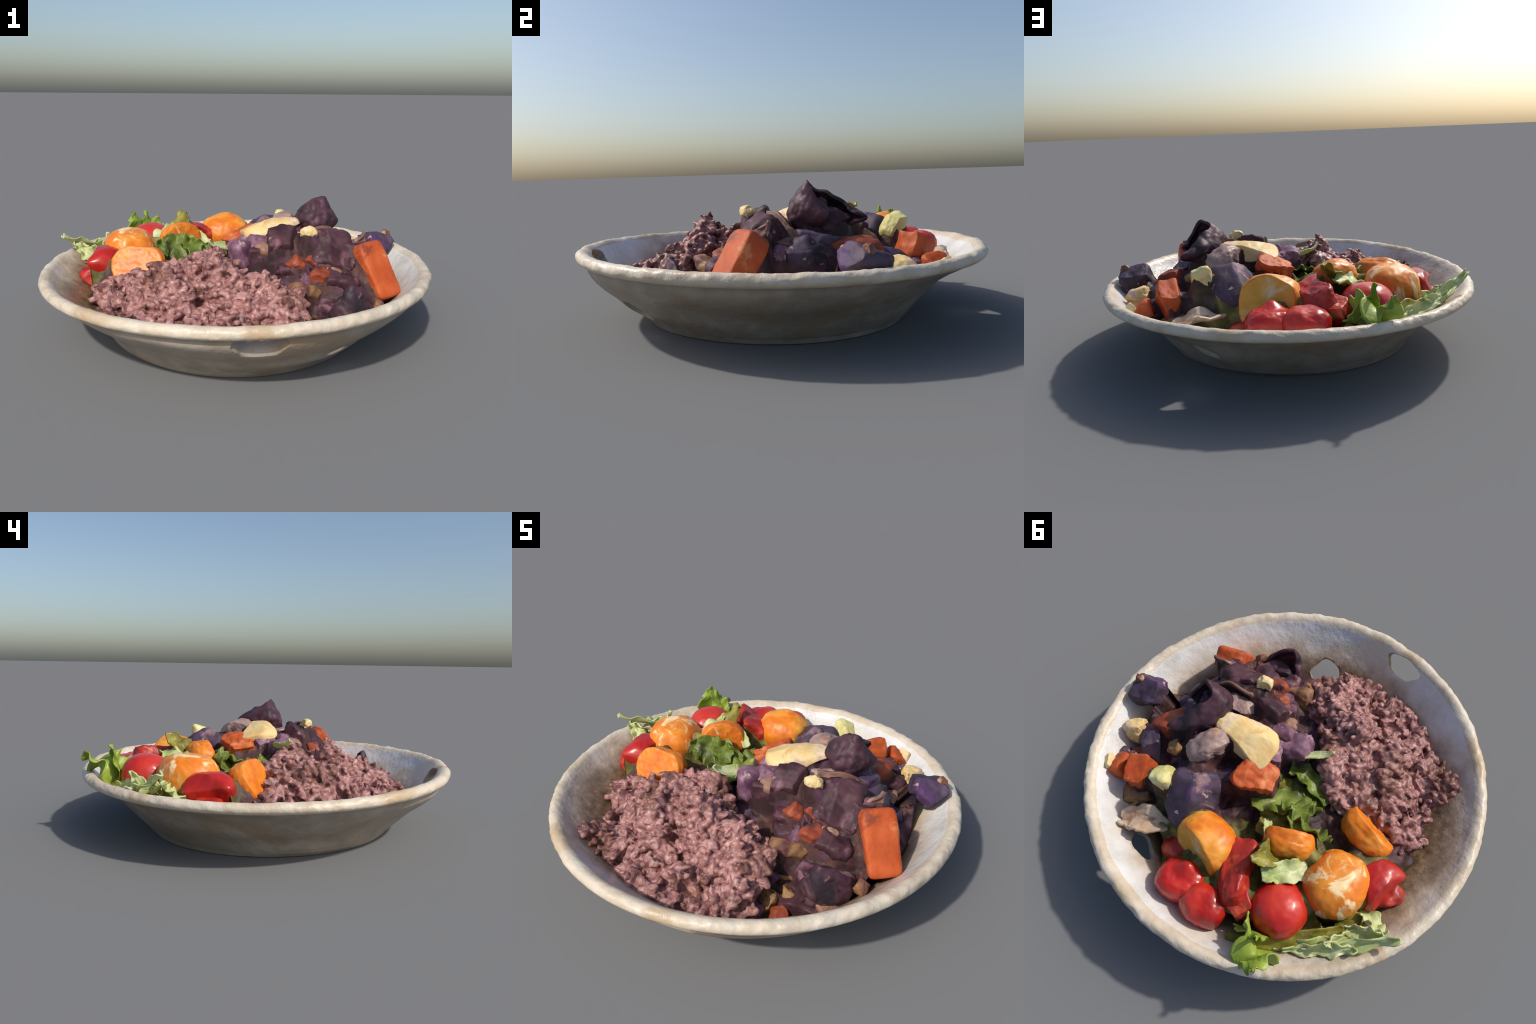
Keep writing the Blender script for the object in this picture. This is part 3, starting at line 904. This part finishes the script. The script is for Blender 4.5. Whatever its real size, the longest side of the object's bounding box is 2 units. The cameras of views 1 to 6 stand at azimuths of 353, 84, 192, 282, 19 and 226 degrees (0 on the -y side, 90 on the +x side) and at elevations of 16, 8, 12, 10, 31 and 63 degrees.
def orange_piece(c, half, normal, cut=0.3, seed=0.0, squash=2.4, rough=.06, cut_mat="orange_cut"):
    """Rounded orange piece sliced by a plane whose outside looks along `normal`."""
    bm = rounded_block(22, squash)
    nrm = Vector(normal).normalized()
    h = Vector(half)
    side = nrm.cross(Vector((0, 0, 1))).normalized()
    R = Matrix((side, nrm, side.cross(nrm))).transposed()
    sliced = set()
    for v in bm.verts:
        u = v.co.copy()
        p = Vector((u.x * h.x, u.y * h.y, u.z * h.z))
        p += u.normalized() * rough * h.x * (fbm(u, 1.2, 2, seed) + 0.5 * fbm(u, 4, 2, seed + 3))
        lim = cut * h.y
        if p.y > lim:
            sliced.add(v.index)
            rr = u.x ** 2 + u.z ** 2
            p.y = lim + 0.12 * (p.y - lim) - 0.05 * h.x * max(0, 1 - rr) + 0.003 * fbm(u, 5, 2, seed)
        v.co = R @ p
    me = bpy.data.meshes.new("orange_piece")
    bm.to_mesh(me)
    bm.free()
    new_object("orange_piece", me, M["orange"], None, OR, "fruit", Vector(c))
    me.materials.append(M[cut_mat])
    for p in me.polygons:
        p.use_smooth = True
        if all(i in sliced for i in p.vertices):
            p.material_index = 1


orange_piece((-.025, .550, .325), (.156, .130, .150), (.1, .9, .25), 0.55, 1.0)
orange_piece((-.298, .275, .385), (.120, .085, .102), (.5, -.8, .25), 0.6, 2.0, cut_mat="orange_pith")
chunk("orange_piece", (-.580, .255, .335), (.142, .155, .130), (0, 0, 10), "orange_pith", 2.35, .09, 3.0, label=OR, category="fruit", n=22, facets=0)
orange_piece((-.515, -.035, .322), (.140, .085, .115), (-.15, -.85, .48), 0.55, 4.0, squash=2.5, cut_mat="orange")

# ---- tomatoes
TO = "glossy ripe red cherry tomato"
chunk("tomato", (-.475, .515, .312), (.132, .132, .122), (0, 0, 0), "tomato", 2.15, .05, 1.0, label=TO, n=22, facets=0)
chunk("tomato", (-.215, .735, .285), (.118, .100, .098), (0, 0, 10), "tomato", 2.3, .12, 2.0, label=TO, n=22, facets=2)
chunk("tomato", (-.060, .740, .285), (.115, .095, .090), (0, 0, 20), "tomato", 2.6, .12, 3.0, peaks=(((.05, -.5, 1), .045, .4),), label=TO, n=22, facets=2)
chunk("tomato", (-.690, .125, .290), (.102, .118, .103), (0, 10, 20), "tomato", 2.8, .07, 4.0, peaks=(((-.5, -.6, .3), .035, .35),), label="red tomato wedge with flat cut sides", n=22, facets=5)
chunk("tomato_wedge", (-.225, .545, .350), (.070, .145, .085), (12, 10, 34), "tomato_wet", 4.0, .2, 5.0, peaks=(((-.1, -.9, .7), .05, .4),), label="wet red tomato wedge with torn flesh", n=20, facets=7)
chunk("tomato_wedge", (-.31, .61, .320), (.085, .070, .070), (14, 10, -20), "tomato_wet", 4.0, .2, 5.5, label="wet red tomato wedge with torn flesh", n=18, facets=6)
chunk("tomato_wedge", (.100, .635, .195), (.085, .075, .070), (0, 0, 24), "tomato_wet", 2.4, .14, 6.0, facets=1, label="dark red rounded lump")
chunk("tomato_wedge", (-.74, .10, .225), (.09, .11, .07), (0, 0, 10), "tomato_wet", 2.6, .2, 6.5, label="torn red tomato piece")

# ---- lettuce
LE = "thin ruffled lettuce leaf"
G, BR, PA, OL = "lettuce", "lettuce_bright", "lettuce_pale", "lettuce_olive"
for spine, widths, mat, side, ruffle, waves, seed, jag in (
    # dark frilled leaf standing in the middle, facing the front
    ([(-.43, .140, .380), (-.35, .160, .375), (-.25, .155, .350), (-.13, .150, .340)], [.03, .075, .080, .04], G, (-.1, -.85, .5), .020, 4, 1.0, .22),
    ([(-.27, .01, .315), (-.17, .06, .330), (-.08, .14, .335), (.0, .24, .335)], [.05, .10, .10, .06], G, (0, -.2, 1), .022, 4, 2.0, .2),
    ([(-.06, .02, .325), (-.13, .12, .305), (-.17, .22, .315), (-.18, .33, .33)], [.04, .09, .09, .05], OL, (0, -.3, 1), .024, 4, 3.0, .2),
    ([(-.22, .03, .335), (-.23, .11, .37), (-.25, .17, .395), (-.30, .23, .40)], [.02, .05, .05, .02], G, (.3, -.6, .8), .014, 3, 3.5, .2),
    ([(-.15, .27, .365), (-.19, .31, .40), (-.22, .335, .42), (-.26, .36, .43)], [.02, .022, .02, .01], PA, (0, -.5, .8), .004, 1, 3.8, .15),
    ([(-.28, -.01, .320), (-.17, -.03, .345), (-.09, -.03, .36), (-.03, .0, .365)], [.03, .05, .05, .03], G, (0, -.2, 1), .016, 3, 12.0, .2),
    # bright leaf leaning over the rim
    ([(-.46, .68, .285), (-.53, .71, .345), (-.57, .755, .40), (-.594, .790, .450)], [.12, .125, .060, .010], BR, (-.5, .6, .6), .018, 3, 4.0, .25),
    ([(-.45, .66, .28), (-.48, .665, .36), (-.50, .675, .42), (-.514, .685, .480)], [.09, .06, .026, .004], BR, (-.5, .7, .4), .010, 2, 5.0, .2),
    # shredded strips along the rim
    ([(-.40, .78, .250), (-.52, .70, .265), (-.64, .58, .28), (-.76, .38, .285)], [.05, .08, .09, .05], OL, (-.4, .4, .9), .014, 4, 6.0, .2),
    ([(-.56, .63, .27), (-.66, .55, .29), (-.74, .44, .30), (-.80, .32, .31)], [.02, .030, .032, .02], PA, (-.4, .2, 1), .012, 3, 6.5, .3),
    ([(-.66, .56, .285), (-.75, .47, .31), (-.85, .35, .36), (-.940, .252, .422)], [.012, .028, .026, .012], PA, (-.5, .35, .8), .014, 3, 7.0, .35),
    ([(-.60, .62, .285), (-.70, .53, .305), (-.78, .45, .33), (-.84, .40, .35)], [.012, .030, .030, .006], PA, (-.5, .35, .8), .014, 3, 7.4, .35),
    ([(-.74, .36, .29), (-.80, .33, .32), (-.86, .30, .355), (-.90, .30, .37)], [.02, .035, .025, .006], PA, (-.5, .2, .8), .012, 3, 7.8, .35),
    ([(-.72, .24, .270), (-.79, .25, .305), (-.84, .27, .335), (-.885, .28, .370)], [.04, .045, .03, .012], PA, (-.5, -.2, .9), .014, 3, 8.0, .3),
    ([(-.76, .40, .285), (-.74, .44, .33), (-.727, .47, .36), (-.718, .492, .388)], [.045, .035, .018, .004], PA, (-.7, .2, .7), .008, 2, 8.5, .25),
    ([(-.68, .36, .265), (-.74, .33, .285), (-.79, .33, .30), (-.83, .30, .315)], [.04, .06, .05, .02], OL, (-.4, .0, .9), .014, 3, 8.8, .25),
    # olive and pale scraps between the fruit
    ([(-.28, .35, .40), (-.29, .40, .45), (-.288, .443, .485), (-.27, .48, .503)], [.06, .06, .04, .018], OL, (-.5, -.5, .7), .014, 2, 9.0, .2),
    ([(-.33, .48, .425), (-.38, .41, .415), (-.43, .33, .385), (-.46, .24, .34)], [.03, .05, .05, .03], PA, (-.2, .2, 1), .014, 3, 10.0, .25),
    ([(-.42, .36, .30), (-.52, .42, .265), (-.61, .46, .25), (-.69, .47, .255)], [.04, .05, .05, .04], OL, (-.4, .3, .9), .014, 3, 10.5, .25),
    # pale tip beside the rice
    ([(-.06, -.075, .43), (-.10, -.11, .44), (-.135, -.14, .455), (-.160, -.165, .485)], [.03, .03, .022, .006], PA, (.1, -.5, .9), .005, 1, 11.0, .15),
):
    leaf("lettuce_leaf", spine, widths, mat, side, ruffle, waves, .012, .007, seed, jag, LE)


# ---- seat every piece inside the bowl: nothing may cross its wall
def seat_in_bowl():
    for ob in bpy.data.objects:
        if ob.type != "MESH" or ob.parent is not None:
            continue
        for v in ob.data.vertices:
            p = v.co + ob.location
            if p.z > 0.335:
                continue
            r = math.hypot(p.x, p.y)
            if r < 0.55:
                continue
            t = math.atan2(p.y, p.x)
            lim = inner_radius(t, max(p.z, 0.045)) + 0.004
            if r > lim:
                k = lim / r
                v.co.x = p.x * k - ob.location.x
                v.co.y = p.y * k - ob.location.y
        ob.data.update()


build_bed()
seat_in_bowl()
